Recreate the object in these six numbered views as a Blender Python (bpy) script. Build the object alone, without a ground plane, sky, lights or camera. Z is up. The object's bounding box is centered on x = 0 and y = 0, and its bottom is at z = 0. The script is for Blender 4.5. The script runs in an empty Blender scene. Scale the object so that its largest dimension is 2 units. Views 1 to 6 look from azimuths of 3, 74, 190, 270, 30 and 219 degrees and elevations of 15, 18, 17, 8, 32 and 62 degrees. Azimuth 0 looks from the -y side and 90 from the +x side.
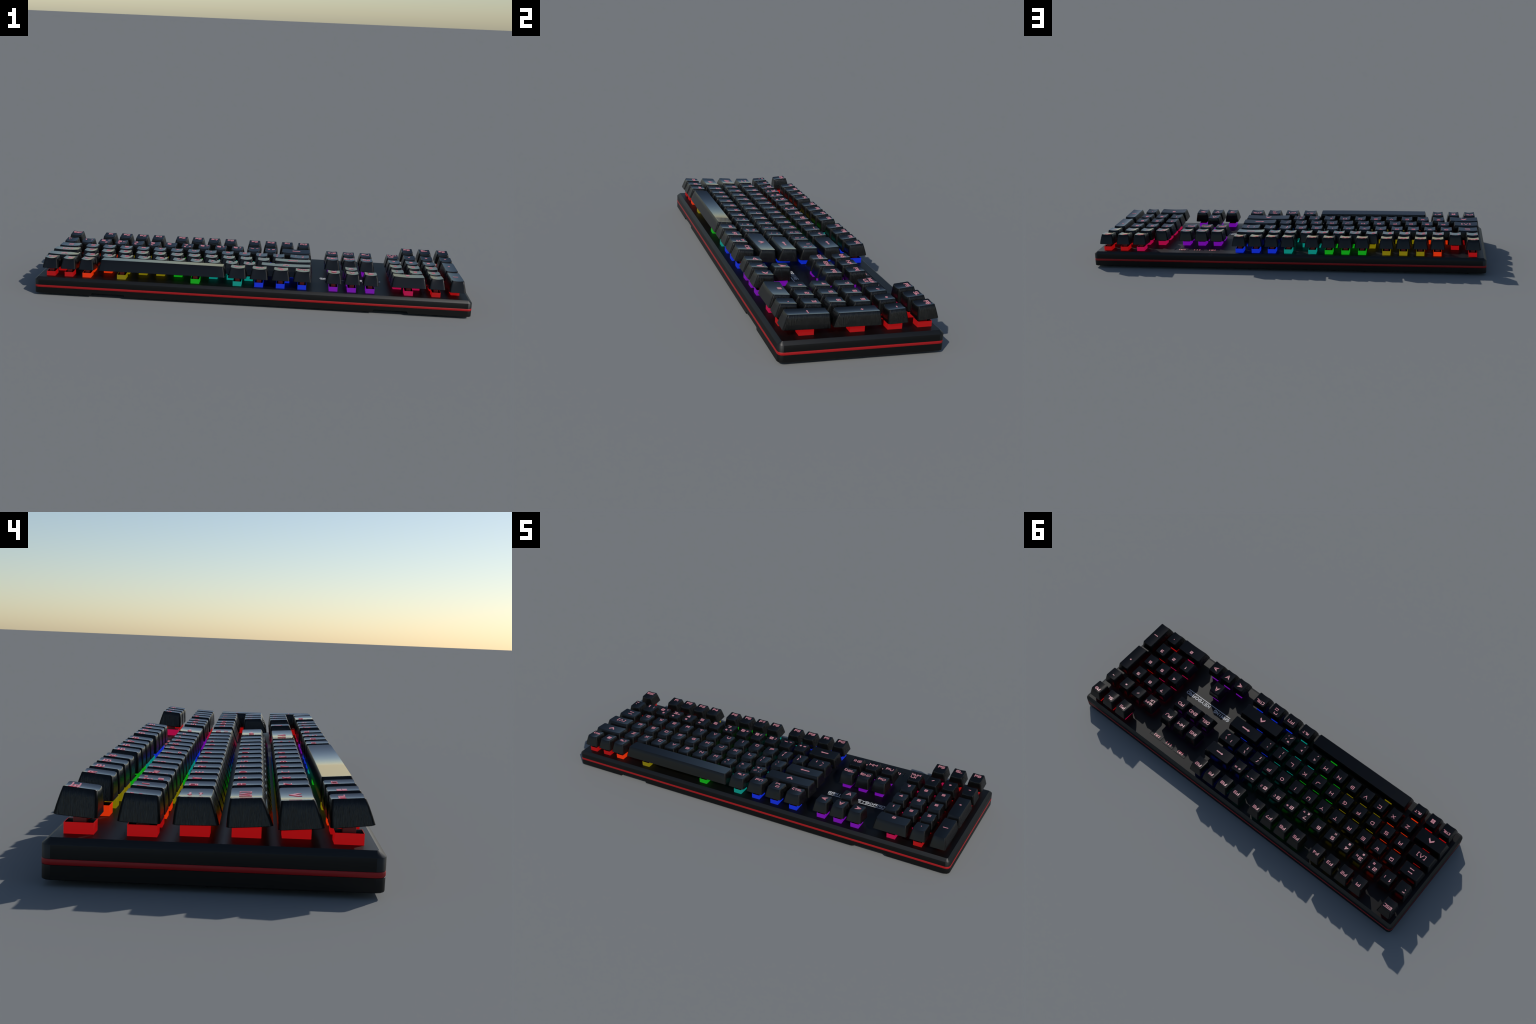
"""Full-size backlit gaming keyboard: black slab case with a red side stripe,
104 sculpted keycaps with raised glowing legends, coloured LED switch trays,
three indicator lamps and printed deck lettering."""
import bpy, bmesh, math
from mathutils import Vector

# ------------------------------------------------------------------ sizes
HALF_X, HALF_Y = 1.000, 0.304          # case half size
CORNER = 0.019                         # vertical corner radius
Z_BOTTOM, Z_SHOULDER, DECK = 0.0085, 0.0718, 0.0826
CHAMFER = 0.0142
STRIPE = (0.0360, 0.0462)

# ------------------------------------------------------------------ materials
def new_mat(name):
    m = bpy.data.materials.new(name)
    m.use_nodes = True
    nt = m.node_tree
    return m, nt, nt.nodes["Principled BSDF"]

def plastic(name, col, rough, spec=0.5, emit=None, strength=1.0):
    m, nt, b = new_mat(name)
    b.inputs["Base Color"].default_value = (*col, 1)
    b.inputs["Roughness"].default_value = rough
    b.inputs["Specular IOR Level"].default_value = spec
    if emit:
        b.inputs["Emission Color"].default_value = (*emit, 1)
        b.inputs["Emission Strength"].default_value = strength
    return m

def node(nt, kind, **props):
    n = nt.nodes.new(kind)
    for k, v in props.items():
        setattr(n, k, v)
    return n

def grainy_black(name, col, rough, scale, bump, spec=0.5, rim=None):
    """matt black shell plastic with a faint moulded grain"""
    m, nt, b = new_mat(name)
    co = node(nt, "ShaderNodeTexCoord")
    ns = node(nt, "ShaderNodeTexNoise")
    ns.inputs["Scale"].default_value = scale
    ns.inputs["Detail"].default_value = 2
    nt.links.new(co.outputs["Object"], ns.inputs["Vector"])
    r = node(nt, "ShaderNodeMapRange")
    r.inputs["To Min"].default_value = rough - 0.05
    r.inputs["To Max"].default_value = rough + 0.05
    nt.links.new(ns.outputs["Fac"], r.inputs["Value"])
    nt.links.new(r.outputs["Result"], b.inputs["Roughness"])
    bp = node(nt, "ShaderNodeBump")
    bp.inputs["Strength"].default_value = bump
    bp.inputs["Distance"].default_value = 0.0004
    nt.links.new(ns.outputs["Fac"], bp.inputs["Height"])
    nt.links.new(bp.outputs["Normal"], b.inputs["Normal"])
    b.inputs["Base Color"].default_value = (*col, 1)
    b.inputs["Specular IOR Level"].default_value = spec
    if rim:
        # specular raised on the sloping rim alone, to brighten its highlight
        geo = node(nt, "ShaderNodeNewGeometry")
        sep = node(nt, "ShaderNodeSeparateXYZ")
        nt.links.new(geo.outputs["Normal"], sep.inputs[0])
        cr = node(nt, "ShaderNodeValToRGB")
        for pos, val in ((0.10, spec), (0.30, rim), (0.84, rim), (0.97, spec)):
            e = cr.color_ramp.elements.new(pos)
            e.color = (val, val, val, 1)
        cr.color_ramp.elements.remove(cr.color_ramp.elements[0])
        cr.color_ramp.elements.remove(cr.color_ramp.elements[-1])
        nt.links.new(sep.outputs["Z"], cr.inputs["Fac"])
        nt.links.new(cr.outputs["Color"], b.inputs["Specular IOR Level"])
    return m

def keycap_material():
    """glossy top, satin flanks; the left and right flanks carry upright brushed streaks"""
    m, nt, b = new_mat("keycap_black_plastic")
    L = nt.links.new
    geo = node(nt, "ShaderNodeNewGeometry")
    sep = node(nt, "ShaderNodeSeparateXYZ")
    L(geo.outputs["Normal"], sep.inputs[0])
    top = node(nt, "ShaderNodeMapRange")
    top.inputs["From Min"].default_value = 0.93
    top.inputs["From Max"].default_value = 0.975
    L(sep.outputs["Z"], top.inputs["Value"])
    rough = node(nt, "ShaderNodeMapRange")
    rough.inputs["To Min"].default_value = 0.24
    rough.inputs["To Max"].default_value = 0.065
    L(top.outputs["Result"], rough.inputs["Value"])
    # roughness raised on the upright corners to blur their sun highlight
    ay0 = node(nt, "ShaderNodeMath", operation="ABSOLUTE")
    ax0 = node(nt, "ShaderNodeMath", operation="ABSOLUTE")
    L(sep.outputs["X"], ax0.inputs[0])
    L(sep.outputs["Y"], ay0.inputs[0])
    both = node(nt, "ShaderNodeMath", operation="MINIMUM")
    L(ax0.outputs[0], both.inputs[0])
    L(ay0.outputs[0], both.inputs[1])
    cor = node(nt, "ShaderNodeMapRange")
    cor.inputs["From Min"].default_value = 0.12
    cor.inputs["From Max"].default_value = 0.40
    cor.inputs["To Max"].default_value = 0.24
    L(both.outputs[0], cor.inputs["Value"])
    add = node(nt, "ShaderNodeMath", operation="ADD")
    L(rough.outputs["Result"], add.inputs[0])
    L(cor.outputs["Result"], add.inputs[1])
    L(add.outputs[0], b.inputs["Roughness"])
    # specular level: cut on the upright corners to darken their bright edge lines
    lev = node(nt, "ShaderNodeMapRange")
    lev.inputs["To Min"].default_value = 0.38
    lev.inputs["To Max"].default_value = 0.28
    L(top.outputs["Result"], lev.inputs["Value"])
    dim = node(nt, "ShaderNodeMapRange")
    dim.inputs["From Max"].default_value = 0.24
    dim.inputs["To Min"].default_value = 1.0
    dim.inputs["To Max"].default_value = 0.25
    L(cor.outputs["Result"], dim.inputs["Value"])
    mul = node(nt, "ShaderNodeMath", operation="MULTIPLY")
    L(lev.outputs["Result"], mul.inputs[0])
    L(dim.outputs["Result"], mul.inputs[1])
    L(mul.outputs[0], b.inputs["Specular IOR Level"])
    ax = node(nt, "ShaderNodeMath", operation="ABSOLUTE")
    L(sep.outputs["X"], ax.inputs[0])
    side = node(nt, "ShaderNodeMapRange")
    side.inputs["From Min"].default_value = 0.35
    side.inputs["From Max"].default_value = 0.75
    L(ax.outputs[0], side.inputs["Value"])
    co = node(nt, "ShaderNodeTexCoord")
    mp = node(nt, "ShaderNodeMapping")
    mp.inputs["Rotation"].default_value = (math.radians(9), 0, 0)
    mp.inputs["Scale"].default_value = (25, 430, 25)
    L(co.outputs["Object"], mp.inputs["Vector"])
    ns = node(nt, "ShaderNodeTexNoise")
    ns.inputs["Scale"].default_value = 1.0
    ns.inputs["Detail"].default_value = 2
    ns.inputs["Roughness"].default_value = 0.65
    L(mp.outputs["Vector"], ns.inputs["Vector"])
    st = node(nt, "ShaderNodeMapRange")
    st.inputs["From Min"].default_value = 0.3
    st.inputs["From Max"].default_value = 0.7
    st.inputs["To Min"].default_value = 0.1
    st.inputs["To Max"].default_value = 2.6
    L(ns.outputs["Fac"], st.inputs["Value"])
    mixf = node(nt, "ShaderNodeMix", data_type="FLOAT")
    mixf.inputs[2].default_value = 1.0
    L(side.outputs["Result"], mixf.inputs[0])
    L(st.outputs["Result"], mixf.inputs[3])
    base = node(nt, "ShaderNodeVectorMath", operation="SCALE")
    base.inputs[0].default_value = (0.0030, 0.0031, 0.0032)
    L(mixf.outputs[0], base.inputs["Scale"])
    L(base.outputs["Vector"], b.inputs["Base Color"])
    bp = node(nt, "ShaderNodeBump")
    bp.inputs["Distance"].default_value = 0.0024
    bs = node(nt, "ShaderNodeMath", operation="MULTIPLY")
    wall = node(nt, "ShaderNodeMapRange")
    wall.inputs["From Min"].default_value = 0.30
    wall.inputs["From Max"].default_value = 0.50
    wall.inputs["To Min"].default_value = 1.0
    wall.inputs["To Max"].default_value = 0.0
    L(sep.outputs["Z"], wall.inputs["Value"])
    L(wall.outputs["Result"], bs.inputs[1])
    L(side.outputs["Result"], bs.inputs[0])
    L(bs.outputs[0], bp.inputs["Strength"])
    L(ns.outputs["Fac"], bp.inputs["Height"])
    L(bp.outputs["Normal"], b.inputs["Normal"])
    return m

CB, CR, CS = 0.0018, 0.47, 0.25
M_CASE = grainy_black("case_black_plastic", (CB, CB, CB), CR, 900, 0.05, CS, 0.46)
M_CAP = keycap_material()
M_STRIPE = plastic("red_stripe_plastic", (0.31, 0.006, 0.008), 0.45, 0.3)
M_STEM = plastic("red_stem_plastic", (0.30, 0.010, 0.010), 0.45)
M_TRAY = plastic("switch_inner_black", (0.05, 0.05, 0.055), 0.25)
M_PRINT = plastic("white_deck_print", (0.62, 0.63, 0.64), 0.5)
M_LEGEND = plastic("backlit_legend_face", (0.27, 0.23, 0.25), 0.38, 0.4, (0.215, 0.016, 0.028))
M_LEGEND_WALL = plastic("backlit_legend_wall", (0.34, 0.22, 0.26), 0.4, 0.35, (0.27, 0.012, 0.024))
M_PAD = grainy_black("indicator_black_plastic", (0.004, 0.004, 0.004), 0.45, 700, 0.05, 0.3)
M_LAMP = plastic("indicator_legend", (0.50, 0.46, 0.45), 0.5, emit=(0.36, 0.035, 0.04))
M_FOOT = plastic("rubber_foot", (0.015, 0.015, 0.016), 0.8)

# LED colour zones run left to right across the board: (upper x limit, name, glow)
ZONES = [(-0.820, "red", (0.30, 0.0022, 0.0030)),
         (-0.681, "orange", (0.58, 0.026, 0.0015)),
         (-0.431, "yellow", (0.165, 0.135, 0.0008)),
         (-0.205, "green", (0.0035, 0.27, 0.0060)),
         (-0.002, "teal", (0.0015, 0.20, 0.165)),
         (0.300, "blue", (0.0035, 0.020, 0.46)),
         (0.620, "purple", (0.135, 0.0020, 0.300)),
         (0.800, "pink", (0.335, 0.0020, 0.048)),
         (9.000, "red", (0.30, 0.0022, 0.0030))]
M_GLOW = {}
for _, n, c in ZONES:
    if n not in M_GLOW:
        M_GLOW[n] = plastic("led_glow_" + n, (0.004 + 0.04 * c[0], 0.004 + 0.04 * c[1], 0.004 + 0.04 * c[2]), 0.5, 0.2, c)

def zone_of(x):
    for lim, n, c in ZONES:
        if x < lim:
            return n

# ------------------------------------------------------------------ helpers
def link(ob, parent=None):
    bpy.context.scene.collection.objects.link(ob)
    if parent is not None:
        ob.parent = parent
    return ob

def mesh_from(name, verts, faces, mats, face_mats=None, smooth_angle=None):
    me = bpy.data.meshes.new(name)
    me.from_pydata(verts, [], faces)
    for m in mats:
        me.materials.append(m)
    if face_mats:
        me.polygons.foreach_set("material_index", face_mats)
    bm = bmesh.new()
    bm.from_mesh(me)
    bmesh.ops.recalc_face_normals(bm, faces=bm.faces)
    bm.to_mesh(me)
    bm.free()
    if smooth_angle:
        me.shade_smooth()
        me.set_sharp_from_angle(angle=math.radians(smooth_angle))
    me.update()
    return me

def rounded_ring(x0, x1, y0, y1, r, corner=5, along_x=1, along_y=1):
    """counter-clockwise rounded rectangle, starting at the front-left; same count for same settings"""
    pts = []
    for cx, cy, a0, n in ((x0 + r, y0 + r, 180, along_x), (x1 - r, y0 + r, 270, along_y),
                          (x1 - r, y1 - r, 0, along_x), (x0 + r, y1 - r, 90, along_y)):
        arc = [(cx + r * math.cos(math.radians(a0 + 90 * i / corner)),
                cy + r * math.sin(math.radians(a0 + 90 * i / corner))) for i in range(corner + 1)]
        pts.append((arc, n))
    out = []
    for k in range(4):
        arc, n = pts[k]
        out += arc
        nxt = pts[(k + 1) % 4][0][0]
        for i in range(1, n):
            t = i / n
            out.append((arc[-1][0] + (nxt[0] - arc[-1][0]) * t, arc[-1][1] + (nxt[1] - arc[-1][1]) * t))
    return out

def loft(rings, close_first=True, close_last=True):
    n = len(rings[0])
    verts = [v for r in rings for v in r]
    faces = []
    for k in range(len(rings) - 1):
        for i in range(n):
            j = (i + 1) % n
            faces.append((k * n + i, k * n + j, (k + 1) * n + j, (k + 1) * n + i))
    if close_first:
        faces.append(tuple(range(n))[::-1])
    if close_last:
        faces.append(tuple((len(rings) - 1) * n + i for i in range(n)))
    return verts, faces

def box(x0, x1, y0, y1, z0, z1):
    v = [(x, y, z) for z in (z0, z1) for x, y in ((x0, y0), (x1, y0), (x1, y1), (x0, y1))]
    f = [(3, 2, 1, 0), (4, 5, 6, 7), (0, 1, 5, 4), (1, 2, 6, 5), (2, 3, 7, 6), (3, 0, 4, 7)]
    return v, f

def apply_boolean(ob, cutters):
    for c in cutters:
        md = ob.modifiers.new("cut", "BOOLEAN")
        md.operation = "DIFFERENCE"
        md.solver = "EXACT"
        md.object = c
    dg = bpy.context.evaluated_depsgraph_get()
    me = bpy.data.meshes.new_from_object(ob.evaluated_get(dg))
    ob.modifiers.clear()
    ob.data = me
    for c in cutters:
        bpy.data.objects.remove(c)

# ------------------------------------------------------------------ the keyboard root
root = bpy.data.objects.new("keyboard", None)
root.empty_display_size = 0.1
root["label"] = "black gaming keyboard with rainbow backlight and red side stripe"
root["category"] = "keyboard"
link(root)

# ------------------------------------------------------------------ case
def case_ring(inset, z):
    r = max(CORNER - inset, 0.003)
    return [(x, y, z) for x, y in rounded_ring(-HALF_X + inset, HALF_X - inset, -HALF_Y + inset, HALF_Y - inset, r, 3)]

S0, S1 = STRIPE
case_rings = [case_ring(0.0016, Z_BOTTOM), case_ring(0.0, Z_BOTTOM + 0.0014), case_ring(0.0, S0 - 0.0006), case_ring(0.0012, S0),
              case_ring(0.0012, S1), case_ring(0.0, S1 + 0.0006), case_ring(0.0, Z_SHOULDER - 0.0006),
              case_ring(0.0002, Z_SHOULDER), case_ring(CHAMFER, DECK)]
v, f = loft(case_rings)
case = link(bpy.data.objects.new("case", mesh_from("case", v, f, [M_CASE])), root)

PANEL = (0.3375, 0.5855, 0.2235, 0.2545)       # recess for the indicator lamps
cutters = []
for xa, xb, lean in ((-0.7372, -0.5815, 0.0028), (0.5535, 0.7150, 0.0055)):   # two finger notches in the front lip
    zt = 0.0188
    y0, y1 = -HALF_Y - 0.02, -HALF_Y + 0.045
    vv = [(xa - lean * 0.9, y0, -0.002), (xb + lean * 0.9, y0, -0.002), (xb - lean, y0, zt), (xa + lean, y0, zt),
          (xa - lean * 0.9, y1, -0.002), (xb + lean * 0.9, y1, -0.002), (xb - lean, y1, zt), (xa + lean, y1, zt)]
    ff = [(0, 1, 2, 3), (7, 6, 5, 4), (0, 4, 5, 1), (1, 5, 6, 2), (2, 6, 7, 3), (3, 7, 4, 0)]
    cutters.append(link(bpy.data.objects.new("cutter", mesh_from("cutter", vv, ff, []))))
px0, px1, py0, py1 = PANEL
vv = [(px0 + 0.004, py0, DECK - 0.0016), (px1 - 0.004, py0, DECK - 0.0016), (px1 - 0.008, py1 - 0.002, DECK - 0.0016), (px0 + 0.004, py1 - 0.002, DECK - 0.0016),
      (px0, py0 - 0.001, DECK + 0.003), (px1, py0 - 0.001, DECK + 0.003), (px1 - 0.004, py1, DECK + 0.003), (px0, py1, DECK + 0.003)]
cutters.append(link(bpy.data.objects.new("cutter", mesh_from("cutter", vv, [(3, 2, 1, 0), (4, 5, 6, 7), (0, 1, 5, 4), (1, 2, 6, 5), (2, 3, 7, 6), (3, 0, 4, 7)], []))))
apply_boolean(case, cutters)
case.data.shade_smooth()
case.data.set_sharp_from_angle(angle=math.radians(33))

def bend_case_normals(me):
    """Highlight gradient drawn on the flat chamfer by bent normals, lower at the shoulder than the deck,
    and corner normals tilted up so the corners shine under the rim."""
    normals = [Vector(c.vector) for c in me.corner_normals]
    for p in me.polygons:
        n = p.normal
        z = p.center.z
        for li in p.loop_indices:
            co = me.vertices[me.loops[li].vertex_index].co
            cx = min(max(co.x, -HALF_X + CORNER), HALF_X - CORNER)
            cy = min(max(co.y, -HALF_Y + CORNER), HALF_Y - CORNER)
            if Z_SHOULDER < z < DECK and 0.3 < n.z < 0.97 and max(abs(co.x) - HALF_X, abs(co.y) - HALF_Y) > -CHAMFER - 0.002:
                flat = Vector((normals[li].x, normals[li].y, 0)).normalized()
                el = math.radians(CH_LO if co.z < Z_SHOULDER + 0.004 else CH_HI)
                normals[li] = flat * math.cos(el) + Vector((0, 0, math.sin(el)))
            elif abs(n.z) < 0.2 and abs(n.x) > 0.15 and abs(n.y) > 0.15 and abs(p.center.x) > 0.97 and abs(p.center.y) > 0.27:
                flat = Vector((normals[li].x, normals[li].y, 0)).normalized()
                el = math.radians(20 * min(max((co.z - 0.01) / 0.062, 0), 1))
                normals[li] = flat * math.cos(el) + Vector((0, 0, math.sin(el)))
    me.normals_split_custom_set([tuple(v) for v in normals])
CH_LO, CH_HI = 29, 41
bend_case_normals(case.data)

# red accent stripe seated in its groove
rr = [case_ring(0.004, S0), case_ring(0.0003, S0), case_ring(-0.0004, S0 + 0.0012), case_ring(-0.0004, S1 - 0.0012), case_ring(0.0003, S1), case_ring(0.004, S1)]
v, f = loft(rr, False, False)
link(bpy.data.objects.new("accent_stripe", mesh_from("accent_stripe", v, f, [M_STRIPE], None, 40)), root)

# rubber feet
foot_rings = [[(x, y, z) for x, y in rounded_ring(-w, w, -d, d, 0.008, 4)] for w, d, z in ((0.050, 0.014, 0.0), (0.052, 0.016, 0.002), (0.052, 0.016, Z_BOTTOM + 0.001))]
v, f = loft(foot_rings)
foot_me = mesh_from("rubber_foot", v, f, [M_FOOT], None, 40)
for fx, fy in ((-0.88, -0.235), (0.86, -0.235), (-0.86, 0.225), (0.86, 0.225)):
    o = bpy.data.objects.new("rubber_foot", foot_me)
    o.location = (fx, fy, 0)
    link(o, root)

# ------------------------------------------------------------------ stroke lettering
# Wide square techno letters. Nodes: column a..e (left to right), row 0..4 (bottom to top).
# '@' closes a stroke, '|' starts a new one.
GLYPHS = {
    "A": "a0 a3 b4 e4 e0 | a2 e2", "B": "a0 a4 d4 e3 e1 d0 @ | a2 e2", "C": "e4 a4 a0 e0", "D": "a0 a4 d4 e3 e1 d0 @",
    "E": "e4 a4 a0 e0 | a2 e2", "F": "e4 a4 a0 | a2 e2", "G": "e4 b4 a3 a1 b0 e0 e2 c2", "H": "a0 a4 | e0 e4 | a2 e2",
    "I": "c0 c4", "J": "e4 e1 d0 a0", "K": "a0 a4 | e4 b2 e0", "L": "a4 a0 e0", "M": "a0 a4 c2 e4 e0", "N": "a0 a4 e0 e4",
    "O": "a1 a3 b4 d4 e3 e1 d0 b0 @", "P": "a0 a4 e4 e2 a2", "Q": "a0 a4 e4 e0 @ | c1 e1", "R": "a0 a4 e4 e2 a2 | c2 e0",
    "S": "e4 a4 a2 e2 e0 a0", "T": "a4 e4 | c4 c0", "U": "a4 a1 b0 d0 e1 e4", "V": "a4 c0 e4", "W": "a4 b0 c3 d0 e4",
    "X": "a0 e4 | a4 e0", "Y": "a4 c2 e4 | c2 c0", "Z": "a4 e4 a0 e0", "n": "a0 a4 e4 e0",
    "0": "a0 a4 e4 e0 @ | b1 d3", "1": "b3 c4 c0", "2": "a4 e4 e2 a2 a0 e0", "3": "a4 e4 e0 a0 | b2 e2", "4": "d0 d4 a1 e1",
    "5": "e4 a4 a2 e2 e0 a0", "6": "e4 a4 a0 e0 e2 a2", "7": "a4 e4 e3 c0", "8": "a0 a4 e4 e0 @ | a2 e2", "9": "a0 e0 e4 a4 a2 e2",
    "-": "a2 e2", "_": "a1 e1", "+": "a2 e2 | c0 c4", "=": "a1 e1 | a3 e3", "*": "c0 c4 | a1 e3 | a3 e1", "/": "a0 e4", "\\": "a4 e0",
    "|": "c0 c4", "!": "c0 c4", "'": "c2 c4", "`": "b4 c3", "~": "a2 b3 d2 e3", ".": "c1 c2", ",": "b0 c2", ":": "c0 c1 | c3 c4", ";": "b0 c1 | c3 c4",
    '"': "b2 b4 | d2 d4", "<": "e4 a2 e0", ">": "a4 e2 a0", "?": "a4 e4 e2 c2 c1", "(": "d4 b3 b1 d0", ")": "b4 d3 d1 b0",
    "[": "d4 b4 b0 d0", "]": "b4 d4 d0 b0", "{": "e4 c3 c1 a0", "}": "a4 c3 c1 e0", "#": "b0 b4 | d0 d4 | a1 e1 | a3 e3",
    "&": "e0 a0 a2 d2 d4 a4 a2", "%": "a0 e4 | a3 a4 | e0 e1", "$": "e4 a4 a2 e2 e0 a0 | c0 c4", "@a": "e0 a0 a4 e4 e1 c1 c3",
    "^": "a0 c4 e0", "menu_a": "a2 a4 e4 e2", "menu_b": "a3 e3 | a1 a0 e0 e1",
}

def stroke_mesh(points, closed, w):
    """mitred ribbon outline of a polyline -> (left points, right points)"""
    n = len(points)
    P = [Vector(p) for p in points]
    if not closed:
        P[0] = P[0] - (P[1] - P[0]).normalized() * w / 2
        P[-1] = P[-1] + (P[-1] - P[-2]).normalized() * w / 2
    left, right = [], []
    for i in range(n):
        a = P[i - 1] if (closed or i > 0) else None
        c = P[(i + 1) % n] if (closed or i < n - 1) else None
        d1 = (P[i] - a).normalized() if a is not None else (c - P[i]).normalized()
        d2 = (c - P[i]).normalized() if c is not None else d1
        n1, n2 = Vector((-d1.y, d1.x)), Vector((-d2.y, d2.x))
        m = n1 + n2
        if m.length < 1e-6:
            m = n1.copy()
        m.normalize()
        k = min(w / 2 / max(m.dot(n1), 0.25), w * 1.25)
        left.append(P[i] + m * k)
        right.append(P[i] - m * k)
    return left, right

class Lettering:
    """collects raised shapes in plan view, then drapes them over a surface function z(x, y)"""
    def __init__(self):
        self.v, self.f, self.count = [], [], 0

    def prism(self, loop_quads, outline_pairs, drop):
        """loop_quads: list of 4-point faces; outline_pairs: wall segments"""
        def put(p, lvl):
            self.v.append((p[0], p[1], lvl))
            return len(self.v) - 1
        for q in loop_quads:
            self.f.append(tuple(put(p, -drop) for p in q))
        for p, q in outline_pairs:
            self.f.append((put(p, None), put(q, None), put(q, -drop), put(p, -drop)))

    def stroke(self, pts, closed, w):
        l, r = stroke_mesh(pts, closed, w)
        n = len(pts)
        seg = range(n if closed else n - 1)
        quads = [(r[i], r[(i + 1) % n], l[(i + 1) % n], l[i]) for i in seg]
        walls = [(r[i], r[(i + 1) % n]) for i in seg] + [(l[(i + 1) % n], l[i]) for i in seg]
        if not closed:
            walls += [(l[0], r[0]), (r[-1], l[-1])]
        self.prism(quads, walls, 0.00012 * (self.count % 4))
        self.count += 1

    def polygon(self, pts):
        """small solid convex shape"""
        self.prism([tuple(Vector(p) for p in pts)], [(pts[i], pts[(i + 1) % len(pts)]) for i in range(len(pts))], 0.00012 * (self.count % 4))
        self.count += 1

    def glyph(self, ch, cx, cy, cw, chh, w):
        bw, bh = cw - w, chh - w
        for part in GLYPHS[ch].split("|"):
            toks = part.split()
            closed = "@" in toks
            pts = [(cx + ("abcde".index(t[0]) / 4 - 0.5) * bw, cy + (int(t[1]) / 4 - 0.5) * bh) for t in toks if t != "@"]
            self.stroke(pts, closed, w)

    def text(self, s, cx, cy, cw, chh, gap, w):
        widths = [cw * (0.35 if c in "1I'!|" else 0.5 if c == " " else 1.2 if c in "MW" else 1.0) for c in s]
        total = sum(widths) + gap * (len(s) - 1)
        x = cx - total / 2
        for c, wd in zip(s, widths):
            if c != " ":
                self.glyph(c, x + wd / 2, cy, cw if c in "1I'!|" else wd, chh, w)
            x += wd + gap

    def arrow(self, cx, cy, length, head, width, to_left=True):
        s = 1 if to_left else -1
        tip = cx - s * length / 2
        neck = tip + s * head * 0.75
        self.polygon([(tip, cy), (neck, cy - s * head / 2), (neck, cy + s * head / 2)])
        self.polygon([(neck, cy - s * width / 2), (cx + s * length / 2, cy - s * width / 2), (cx + s * length / 2, cy + s * width / 2), (neck, cy + s * width / 2)])

    def chevron(self, cx, cy, w, h, thick):
        for s in (-1, 1):
            p = [(cx, cy + h / 2), (cx, cy + h / 2 - thick), (cx + s * w / 2 * 0.88, cy - h / 2), (cx + s * w / 2, cy - h / 2 + thick * 0.75)]
            self.polygon(p if s < 0 else p[::-1])

    def dart(self, cx, cy, size, angle):
        """navigation dart split by a slit down its middle"""
        ca, sa = math.cos(math.radians(angle)), math.sin(math.radians(angle))
        for s in (-1, 1):
            raw = [(s * 0.05, 0.52), (s * 0.05, -0.18), (s * 0.46, -0.48)]
            p = [(cx + size * (x * ca - y * sa), cy + size * (x * sa + y * ca)) for x, y in raw]
            self.polygon(p if s < 0 else p[::-1])

    def build(self, name, surf, thick, sink, mat, wall_mat=None):
        verts = [(x, y, surf(x, y) + (thick + lvl if lvl is not None else -sink)) for x, y, lvl in self.v]
        walls = [1 if any(self.v[i][2] is None for i in fc) else 0 for fc in self.f]
        return mesh_from(name, verts, self.f, [mat, wall_mat or mat], walls)

# ------------------------------------------------------------------ key rows
# per row: switch centre y, base (front y, front z, back y, back z), top rim (same order)
ROWS = {
    "function": (0.2450, (0.2092, 0.1174, 0.2880, 0.1234), (0.2120, 0.1655, 0.2732, 0.1712)),
    "number":   (0.1313, (0.0978, 0.1122, 0.1752, 0.1146), (0.1020, 0.1600, 0.1642, 0.1632)),
    "upper":    (0.0385, (-0.0066, 0.1145, 0.0766, 0.1126), (0.0095, 0.1608, 0.0700, 0.1592)),
    "home":     (-0.0552, (-0.1024, 0.1182, -0.0190, 0.1120), (-0.0818, 0.1646, -0.0230, 0.1608)),
    "lower":    (-0.1468, (-0.1928, 0.1186, -0.1105, 0.1120), (-0.1745, 0.1652, -0.1136, 0.1612)),
    "bottom":   (-0.2400, (-0.2838, 0.1256, -0.2035, 0.1168), (-0.2660, 0.1708, -0.2035, 0.1660)),
    "tall_upper": (-0.0085, (-0.1024, 0.1150, 0.0766, 0.1120), (-0.0825, 0.1605, 0.0685, 0.1592)),
    "tall_lower": (-0.1935, (-0.2838, 0.1160, -0.1105, 0.1120), (-0.2650, 0.1655, -0.1150, 0.1612)),
}
UNIT_BASE, UNIT_TOP = 0.0740, 0.0545
FLARE = (UNIT_BASE - UNIT_TOP) / 2

def surface(row, half, dish):
    yc, b, t = ROWS[row]
    yf, zf, yb, zb = t
    def z(x, y):
        k = min(max((y + yc - yf) / (yb - yf), -0.1), 1.1)
        s = min(abs(x) / half, 1.05)
        return zf + (zb - zf) * k - dish * (1.15 - 0.45 * k) * (1 - s * s) - DECK
    return z

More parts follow.
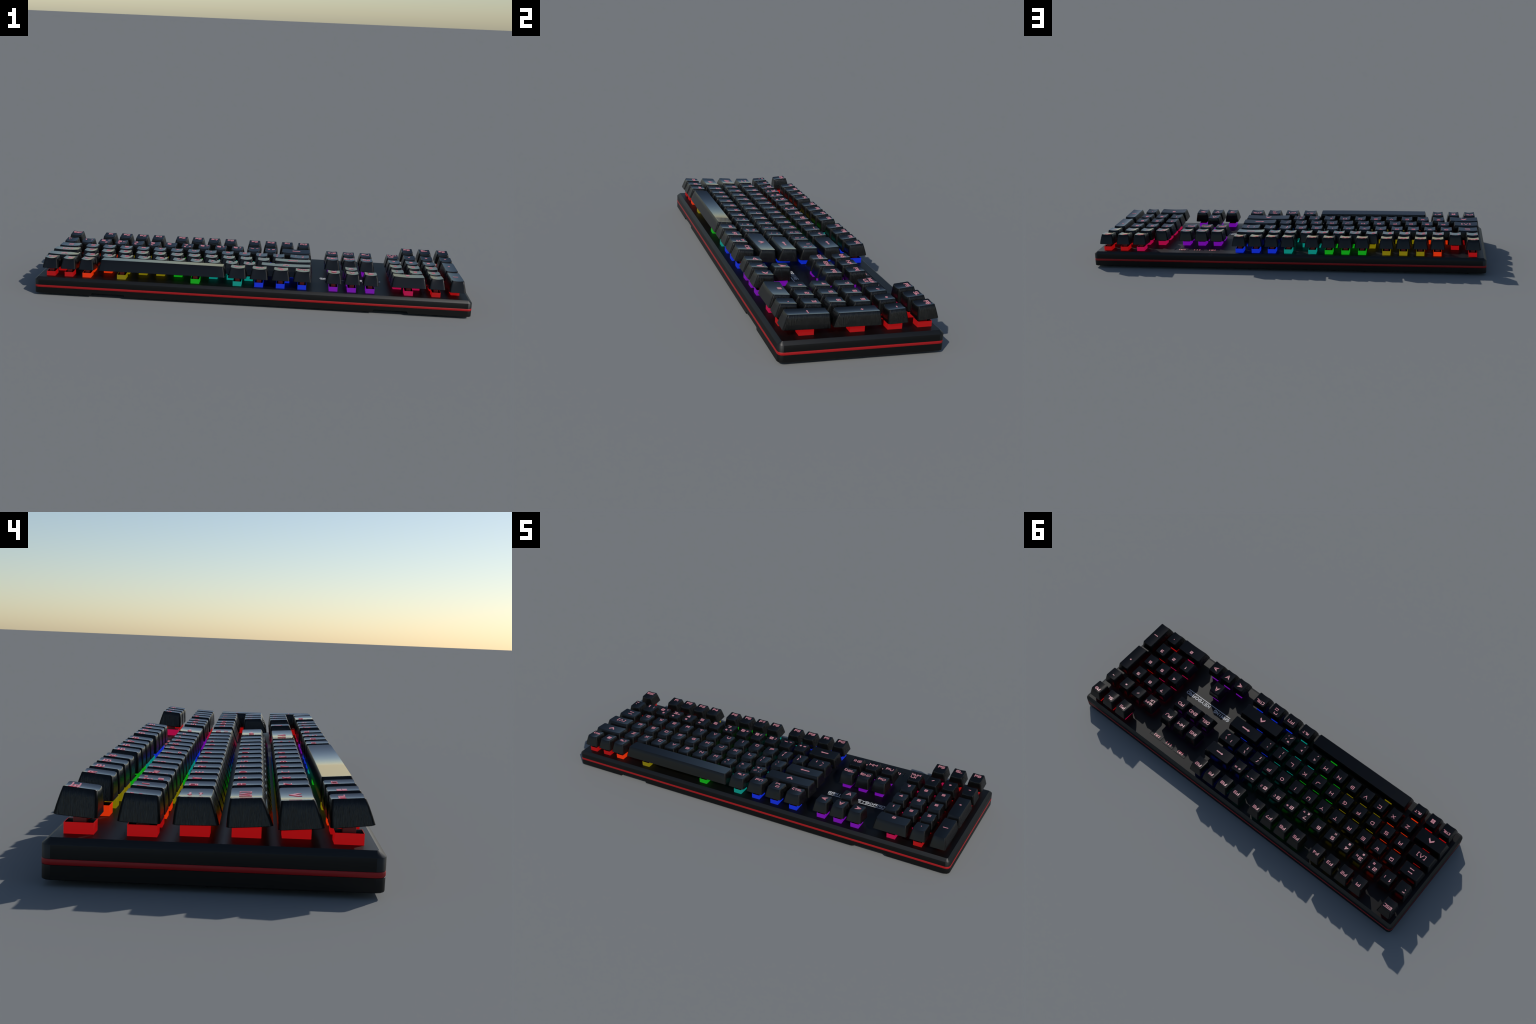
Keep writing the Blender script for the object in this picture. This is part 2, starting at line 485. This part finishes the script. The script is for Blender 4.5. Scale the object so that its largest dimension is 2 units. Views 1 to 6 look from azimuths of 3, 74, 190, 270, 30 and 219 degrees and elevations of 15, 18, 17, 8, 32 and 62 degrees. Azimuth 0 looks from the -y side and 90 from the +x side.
SKIRT = 0.003            # the skirt reaches a little below the seen edge line
cap_cache = {}
def keycap_mesh(row, top_w, dish):
    key = (row, round(top_w, 4), dish)
    if key in cap_cache:
        return cap_cache[key]
    yc, b, t = ROWS[row]
    half = top_w / 2
    hb = half + FLARE
    z_top = surface(row, half, dish)
    nx = 10 if top_w < 0.2 else 20
    def ring(hx, y0, y1, r, zfun):
        return [(x, y, zfun(x, y)) for x, y in rounded_ring(-hx, hx, y0 - yc, y1 - yc, r, 5, nx, 3)]
    def base_z(x, y):
        k = (y + yc - b[0]) / (b[2] - b[0])
        return b[1] + (b[3] - b[1]) * k - DECK - SKIRT
    rings = [ring(hb - 0.012, b[0] + 0.012, b[2] - 0.012, 0.006, lambda x, y: base_z(x, y) + 0.030),
             ring(hb - 0.0035, b[0] + 0.0035, b[2] - 0.0035, 0.0045, lambda x, y: base_z(x, y) + 0.001),
             ring(hb - 0.0006, b[0] + 0.0006, b[2] - 0.0006, 0.0105, base_z),
             ring(hb, b[0], b[2], 0.0064, lambda x, y: base_z(x, y) + 0.0010)]
    # flank: slightly bowed between base and shoulder
    shoulder = 0.0016
    for k in (0.35, 0.7, 1.0):
        bow = 0.0005 * 4 * k * (1 - k) + 0.0003
        hx = hb + (half - hb) * k + bow
        y0 = b[0] + (t[0] - b[0]) * k - bow
        y1 = b[2] + (t[2] - b[2]) * k + bow
        def mid(x, y, k=k):
            return base_z(x, y) * (1 - k) + (z_top(x, y) - shoulder) * k
        rings.append(ring(hx, y0, y1, 0.0064 - 0.0012 * k, mid))
    rings.append(ring(half - 0.0009, t[0] + 0.0008, t[2] - 0.0008, 0.0054, lambda x, y: z_top(x, y) - 0.0001))
    first_top = len(rings) - 1
    for q in (0.0030, 0.0080, 0.0150):
        hx = max(half - q, 0.002)
        mid_y = (t[0] + t[2]) / 2
        hy = max((t[2] - t[0]) / 2 - q, 0.0006) if (t[2] - t[0]) < 0.1 else (t[2] - t[0]) / 2 * (1 - q / 0.0306)
        rings.append(ring(hx, mid_y - hy, mid_y + hy, min(0.005, hy * 0.6, hx * 0.6), z_top))
    v, f = loft(rings, True, False)
    n = len(rings[0])
    base = (len(rings) - 1) * n
    run = 12 + nx - 1                      # front-left corner, front edge, front-right corner
    front = list(range(run))
    back = list(range(run + 2, 2 * run + 2))[::-1]
    for i in range(run - 1):
        f.append((base + front[i], base + front[i + 1], base + back[i + 1], base + back[i]))
    f.append(tuple(base + k for k in (back[0], 2 * run + 2, 2 * run + 3, front[0])))
    f.append(tuple(base + k for k in (front[-1], run, run + 1, back[-1])))
    me = mesh_from("keycap", v, f, [M_CAP], None, 40)
    # sky reflection gradient shaped by custom normals, rolled evenly from rim to rim whatever the cap width
    per_ring = len(rings[0])
    slope = (t[3] - t[1]) / (t[2] - t[0])
    roll = math.tan(math.radians(9.0 if top_w < 0.07 else 6.5 if top_w < 0.3 else 9.0))
    normals = [Vector(c.vector) for c in me.corner_normals]
    for p in me.polygons:
        if all(me.loops[li].vertex_index >= first_top * per_ring for li in p.loop_indices):
            for li in p.loop_indices:
                x = me.vertices[me.loops[li].vertex_index].co.x
                normals[li] = Vector((-roll * x / half, -1.35 * slope, 1)).normalized()
    me.normals_split_custom_set([tuple(n) for n in normals])
    cap_cache[key] = me
    return me

# ------------------------------------------------------------------ switches
SWX, SWY, SWZ, WALL = 0.0196, 0.0270, 0.0212, 0.0010
def tray_mesh(zone):
    v, f = [], []
    fm = []
    def ring(hx, hy, z):
        return [(-hx, -hy, z), (hx, -hy, z), (hx, hy, z), (-hx, hy, z)]
    rings = [ring(SWX, SWY, -0.001), ring(SWX, SWY, SWZ), ring(SWX - WALL, SWY - WALL, SWZ), ring(SWX - WALL - 0.0012, SWY - WALL - 0.0008, 0.010)]
    v, f = loft(rings, False, True)
    fm = [0] * 4 + [0] * 4 + [1] * 4 + [1]
    return mesh_from("switch", v, f, [M_GLOW[zone], M_TRAY], fm)
tray_meshes = {n: tray_mesh(n) for n in M_GLOW}

def stem_mesh():
    rings = [[(x, y, z) for x, y in rounded_ring(-hx, hx, -hy, hy, 0.0012, 2)] for hx, hy, z in
             ((0.0105, 0.0125, 0.004), (0.0100, 0.0120, 0.050), (0.0095, 0.0115, 0.062))]
    v, f = loft(rings)
    return mesh_from("stem", v, f, [M_STEM], None, 40)
STEM = stem_mesh()

def add_switch(x, y):
    s = bpy.data.objects.new("switch", tray_meshes[zone_of(x)])
    s.location = (x, y, DECK)
    link(s, root)
    st = bpy.data.objects.new("stem", STEM)
    link(st, s)

# ------------------------------------------------------------------ legends
def letter(L, s, top_w, row):
    """place the marks of one key; a = 0..1 left to right, b = 0..1 front to back on the top face"""
    yc, _, t = ROWS[row]
    unit = min(top_w, UNIT_TOP)
    def at(a, b):
        return ((a - 0.5) * top_w, t[0] + (t[2] - t[0]) * b - yc)
    kind, arg = s
    W = 0.0024
    if kind == "letter":
        L.glyph(arg, *at(0.5, 0.70), 0.0185 if arg != "I" else 0.018, 0.0168, W)
    elif kind == "word":
        n = len(arg)
        cw = {1: 0.017, 2: 0.0145, 3: 0.0128, 4: 0.0105}[n]
        L.text(arg, *at(0.5, 0.725), cw, 0.0158, 0.0020, 0.0026)
    elif kind == "small_word":
        cw = 0.0105 if len(arg) == 3 else 0.0082
        L.text(arg, *at(0.5, 0.66), cw, 0.0125, 0.0015, 0.0025)
    elif kind == "wide_word":
        L.text(arg, *at(0.5, 0.60), 0.0148 if len(arg) == 3 else 0.0168, 0.0165, 0.0026, 0.0026)
    elif kind == "digit":
        main, extra = arg
        a0 = 0.24 if main == "1" else 0.32
        L.glyph(main, *at(a0, 0.68), 0.0180, 0.0170, 0.0028)
        for g, a, b in extra:
            sz = 0.0125 if g in "!()_-=+" else 0.0105
            L.glyph(g, *at(a, b), sz, sz * (1.15 if g in "!()" else 1.0), 0.0024)
    elif kind == "pair":
        for g, a, b, w, h in arg:
            L.glyph(g, *at(a, b), w, h, 0.0027)
    elif kind == "pad_digit":
        L.glyph(arg, *at(0.48, 0.68), 0.0150, 0.0150, 0.0029)
    elif kind == "pad_mark":
        L.glyph(arg, *at(0.48, 0.62), 0.0105, 0.0095, 0.0030)
    elif kind == "two_lines":
        L.text(arg[0], *at(0.47, 0.74), 0.0125, 0.0140, 0.0018, 0.0026)
        L.text(arg[1], *at(0.34, 0.43), 0.0120, 0.0140, 0.0018, 0.0026)
    elif kind == "shift":
        L.chevron(*at(0.5, 0.54), 0.030, 0.024, 0.0105)
    elif kind == "arrow":
        L.arrow(*at(0.5, arg[1]), arg[0], arg[0] * 0.30, arg[0] * 0.13)
    elif kind == "tab":
        L.arrow(*at(0.50, 0.68), 0.025, 0.0080, 0.0034, True)
        L.arrow(*at(0.53, 0.36), 0.025, 0.0080, 0.0034, False)
    elif kind == "caps":
        x, y = at(0.5, 0.53)
        L.glyph("[", x - 0.0190, y, 0.0125, 0.0230, 0.0030)
        L.glyph("^", x, y, 0.0210, 0.0210, 0.0028)
        L.glyph("]", x + 0.0190, y, 0.0125, 0.0230, 0.0030)
    elif kind == "panes":
        x, y = at(0.5, 0.55)
        for i in (-1, 1):
            for j in (-1, 1):
                cx, cy, h = x + i * 0.0052, y + j * 0.0052, 0.0045
                L.polygon([(cx - h, cy - h), (cx + h, cy - h), (cx + h, cy + h), (cx - h, cy + h)])
    elif kind == "menu":
        L.glyph("menu_a", *at(0.42, 0.72), 0.0200, 0.0190, 0.0028)
        L.glyph("menu_b", *at(0.56, 0.46), 0.0180, 0.0170, 0.0028)
    elif kind == "dart":
        L.dart(*at(0.5, 0.60), 0.027, arg)

def add_key(row, x, legend=None, top_w=UNIT_TOP, dish=0.0042, switches=None):
    yc = ROWS[row][0]
    cap = bpy.data.objects.new("keycap", keycap_mesh(row, top_w, dish))
    cap.location = (x, yc, DECK)
    link(cap, root)
    if legend:
        L = Lettering()
        letter(L, legend, top_w, row)
        me = L.build("legend", surface(row, top_w / 2, dish), 0.0009, 0.0015, M_LEGEND, M_LEGEND_WALL)
        link(bpy.data.objects.new("legend", me), cap)
    for sx in (switches or [x]):
        add_switch(sx, yc)

def spread(names, first, last):
    n = len(names)
    return [(first + (last - first) * i / (n - 1), k) for i, k in enumerate(names)]

SHALLOW = 0.0030
# function row
add_key("function", -0.9340, ("word", "ESC"))
for group, x0 in ((("F1", "F2", "F3", "F4"), -0.7635), (("F5", "F6", "F7", "F8"), -0.3930), (("F9", "F10", "F11", "F12"), -0.0195)):
    for i, n in enumerate(group):
        add_key("function", x0 + 0.0834 * i, ("word", n))
for n, x in (("PS", 0.7540), ("SL", 0.8420), ("PB", 0.9315)):
    add_key("function", x, ("word", n))

# number row
number_marks = [
    ("pair", [("`", 0.24, 0.50, 0.010, 0.010), ("~", 0.24, 0.78, 0.013, 0.013)]),
    ("digit", ("1", [("!", 0.77, 0.63)])), ("digit", ("2", [("@a", 0.66, 0.30), ('"', 0.80, 0.76)])),
    ("digit", ("3", [("#", 0.31, 0.24), ("N", 0.71, 0.60)])), ("digit", ("4", [("$", 0.31, 0.24)])),
    ("digit", ("5", [("%", 0.31, 0.24)])), ("digit", ("6", [])), ("digit", ("7", [("&", 0.30, 0.24), ("?", 0.72, 0.27)])),
    ("digit", ("8", [("*", 0.76, 0.72)])), ("digit", ("9", [("(", 0.72, 0.70)])), ("digit", ("0", [(")", 0.74, 0.70)])),
    ("pair", [("_", 0.31, 0.74, 0.017, 0.010), ("-", 0.76, 0.76, 0.011, 0.010)]),
    ("pair", [("+", 0.31, 0.68, 0.012, 0.012), ("=", 0.72, 0.68, 0.013, 0.0125)])]
for x, k in spread(number_marks, -0.9340, 0.0685):
    add_key("number", x, k)
add_key("number", 0.1945, ("arrow", (0.040, 0.55)), 0.1370, SHALLOW)

# upper letter row
add_key("upper", -0.9155, ("tab", None), 0.0930, SHALLOW)
upper = [("letter", c) for c in "QWERTYUIOP"] + [
    ("pair", [("{", 0.36, 0.72, 0.0090, 0.0150), ("[", 0.34, 0.32, 0.0070, 0.0140)]),
    ("pair", [("}", 0.36, 0.72, 0.0090, 0.0150), ("]", 0.34, 0.32, 0.0070, 0.0140)])]
for x, k in spread(upper, -0.8075, 0.1110):
    add_key("upper", x, k)
add_key("upper", 0.2130, ("pair", [("|", 0.30, 0.66, 0.012, 0.0150), ("\\", 0.66, 0.68, 0.010, 0.0130), ("/", 0.66, 0.30, 0.010, 0.0120)]), 0.0915, SHALLOW)

# home row
add_key("home", -0.9085, ("caps", None), 0.1165, SHALLOW)
home = [("letter", c) for c in "ASDFGHJKL"] + [
    ("pair", [(":", 0.33, 0.74, 0.010, 0.0140), (":", 0.31, 0.30, 0.010, 0.0130)]),
    ("pair", [(".", 0.33, 0.72, 0.013, 0.0130), (".", 0.30, 0.30, 0.010, 0.0100)])]
for x, k in spread(home, -0.7935, 0.0415):
    add_key("home", x, k)
add_key("home", 0.1815, ("arrow", (0.047, 0.52)), 0.1690, SHALLOW)

# lower letter row
add_key("lower", -0.8995, ("shift", None), 0.1405, SHALLOW)
lower = [("letter", c) for c in "ZXCVBNM"] + [
    ("pair", [("<", 0.32, 0.66, 0.010, 0.0110), (",", 0.28, 0.26, 0.008, 0.0090)]),
    ("pair", [(">", 0.32, 0.66, 0.010, 0.0110), (".", 0.28, 0.26, 0.008, 0.0090)]),
    ("pair", [("?", 0.33, 0.70, 0.0120, 0.0120), ("/", 0.30, 0.28, 0.0125, 0.0120), (".", 0.67, 0.26, 0.008, 0.0090), (",", 0.70, 0.64, 0.008, 0.0090)])]
for x, k in spread(lower, -0.7690, -0.0210):
    add_key("lower", x, k)
add_key("lower", 0.1505, ("shift", None), 0.2290, SHALLOW)

# bottom row
add_key("bottom", -0.9315, ("small_word", "CTRL"), 0.0520)
add_key("bottom", -0.8483, ("panes", None), 0.0520)
add_key("bottom", -0.7650, ("small_word", "ALT"), 0.0520)
add_key("bottom", -0.4160, None, 0.5630, -0.0007, [-0.6040, -0.2630])
add_key("bottom", -0.0685, ("small_word", "ALT"), 0.0645)
add_key("bottom", 0.0310, ("wide_word", "Fn"), 0.0645)
add_key("bottom", 0.1300, ("menu", None), 0.0645)
add_key("bottom", 0.2290, ("word", "CTRL"), 0.0645)

# editing block and arrows
NAV = (0.3720, 0.4550, 0.5385)
for x, n in zip(NAV, ("INS", "HM", "PU")):
    add_key("number", x, ("wide_word", n))
for x, n in zip(NAV, ("DEL", "END", "PD")):
    add_key("upper", x, ("wide_word", n))
add_key("lower", NAV[1], ("dart", 0))
for x, ang in zip((0.3722, 0.4560, 0.5403), (90, 180, -90)):
    add_key("bottom", x, ("dart", ang))

# number pad
PAD = (0.6715, 0.7560, 0.8400)
add_key("number", PAD[0], ("two_lines", ("NUM", "LK")))
add_key("number", PAD[1], ("pad_mark", "/"))
add_key("number", PAD[2], ("pad_mark", "*"))
add_key("number", 0.9335, ("pad_mark", "-"))
for row, digits in (("upper", "789"), ("home", "456"), ("lower", "123")):
    for x, d in zip(PAD, digits):
        add_key(row, x, ("pad_digit", d))
add_key("bottom", 0.7120, ("pad_digit", "0"), 0.1390, SHALLOW, [0.7150])
add_key("bottom", 0.8395, ("pad_mark", "."))
add_key("tall_upper", 0.9335, ("pad_mark", "+"), UNIT_TOP, SHALLOW)
add_key("tall_lower", 0.9325, ("arrow", (0.024, 0.52)), UNIT_TOP, SHALLOW)

# ------------------------------------------------------------------ indicator lamps
for (xa, xb), mark in zip(((0.345, 0.4165), (0.4280, 0.4955), (0.5085, 0.5740)), ("0", "1", "A")):
    cx, cy = (xa + xb) / 2, (PANEL[2] + PANEL[3]) / 2 - 0.0025
    hx, hy = (xb - xa) / 2, 0.0136
    rings = [[(x, y, z) for x, y in rounded_ring(-hx + i, hx - i, -hy + i, hy - i, 0.0015, 2)] for i, z in ((0, -0.0045), (0, -0.0005), (0.0003, -0.0002))]
    v, f = loft(rings)
    pad = bpy.data.objects.new("indicator_lamp", mesh_from("indicator_lamp", v, f, [M_PAD], None, 30))
    pad.location = (cx, cy, DECK)
    link(pad, root)
    L = Lettering()
    L.glyph("[", -0.0135, 0, 0.0085, 0.0130, 0.0024)
    L.glyph(mark, 0, 0, 0.0120, 0.0130, 0.0024)
    L.glyph("]", 0.0135, 0, 0.0085, 0.0130, 0.0024)
    link(bpy.data.objects.new("legend", L.build("legend", lambda x, y: -0.0002, 0.0010, 0.0005, M_LAMP, M_LEGEND_WALL)), pad)

# ------------------------------------------------------------------ deck lettering
L = Lettering()
for word, xa, xb in (("GAMING", 0.3120, 0.4150), ("KEYBOARD", 0.4440, 0.6040)):
    n = len(word)
    pitch = (xb - xa) / n
    for i, c in enumerate(word):
        w = pitch * (0.84 if c != "I" else 0.84)
        L.glyph(c, xa + pitch * (i + 0.5), -0.0625, w, 0.0180, 0.0029)
L.stroke([(0.3185, -0.0790), (0.6000, -0.0790)], False, 0.0034)
me = L.build("deck_lettering", lambda x, y: DECK, 0.0008, 0.0010, M_PRINT)
link(bpy.data.objects.new("deck_lettering", me), root)
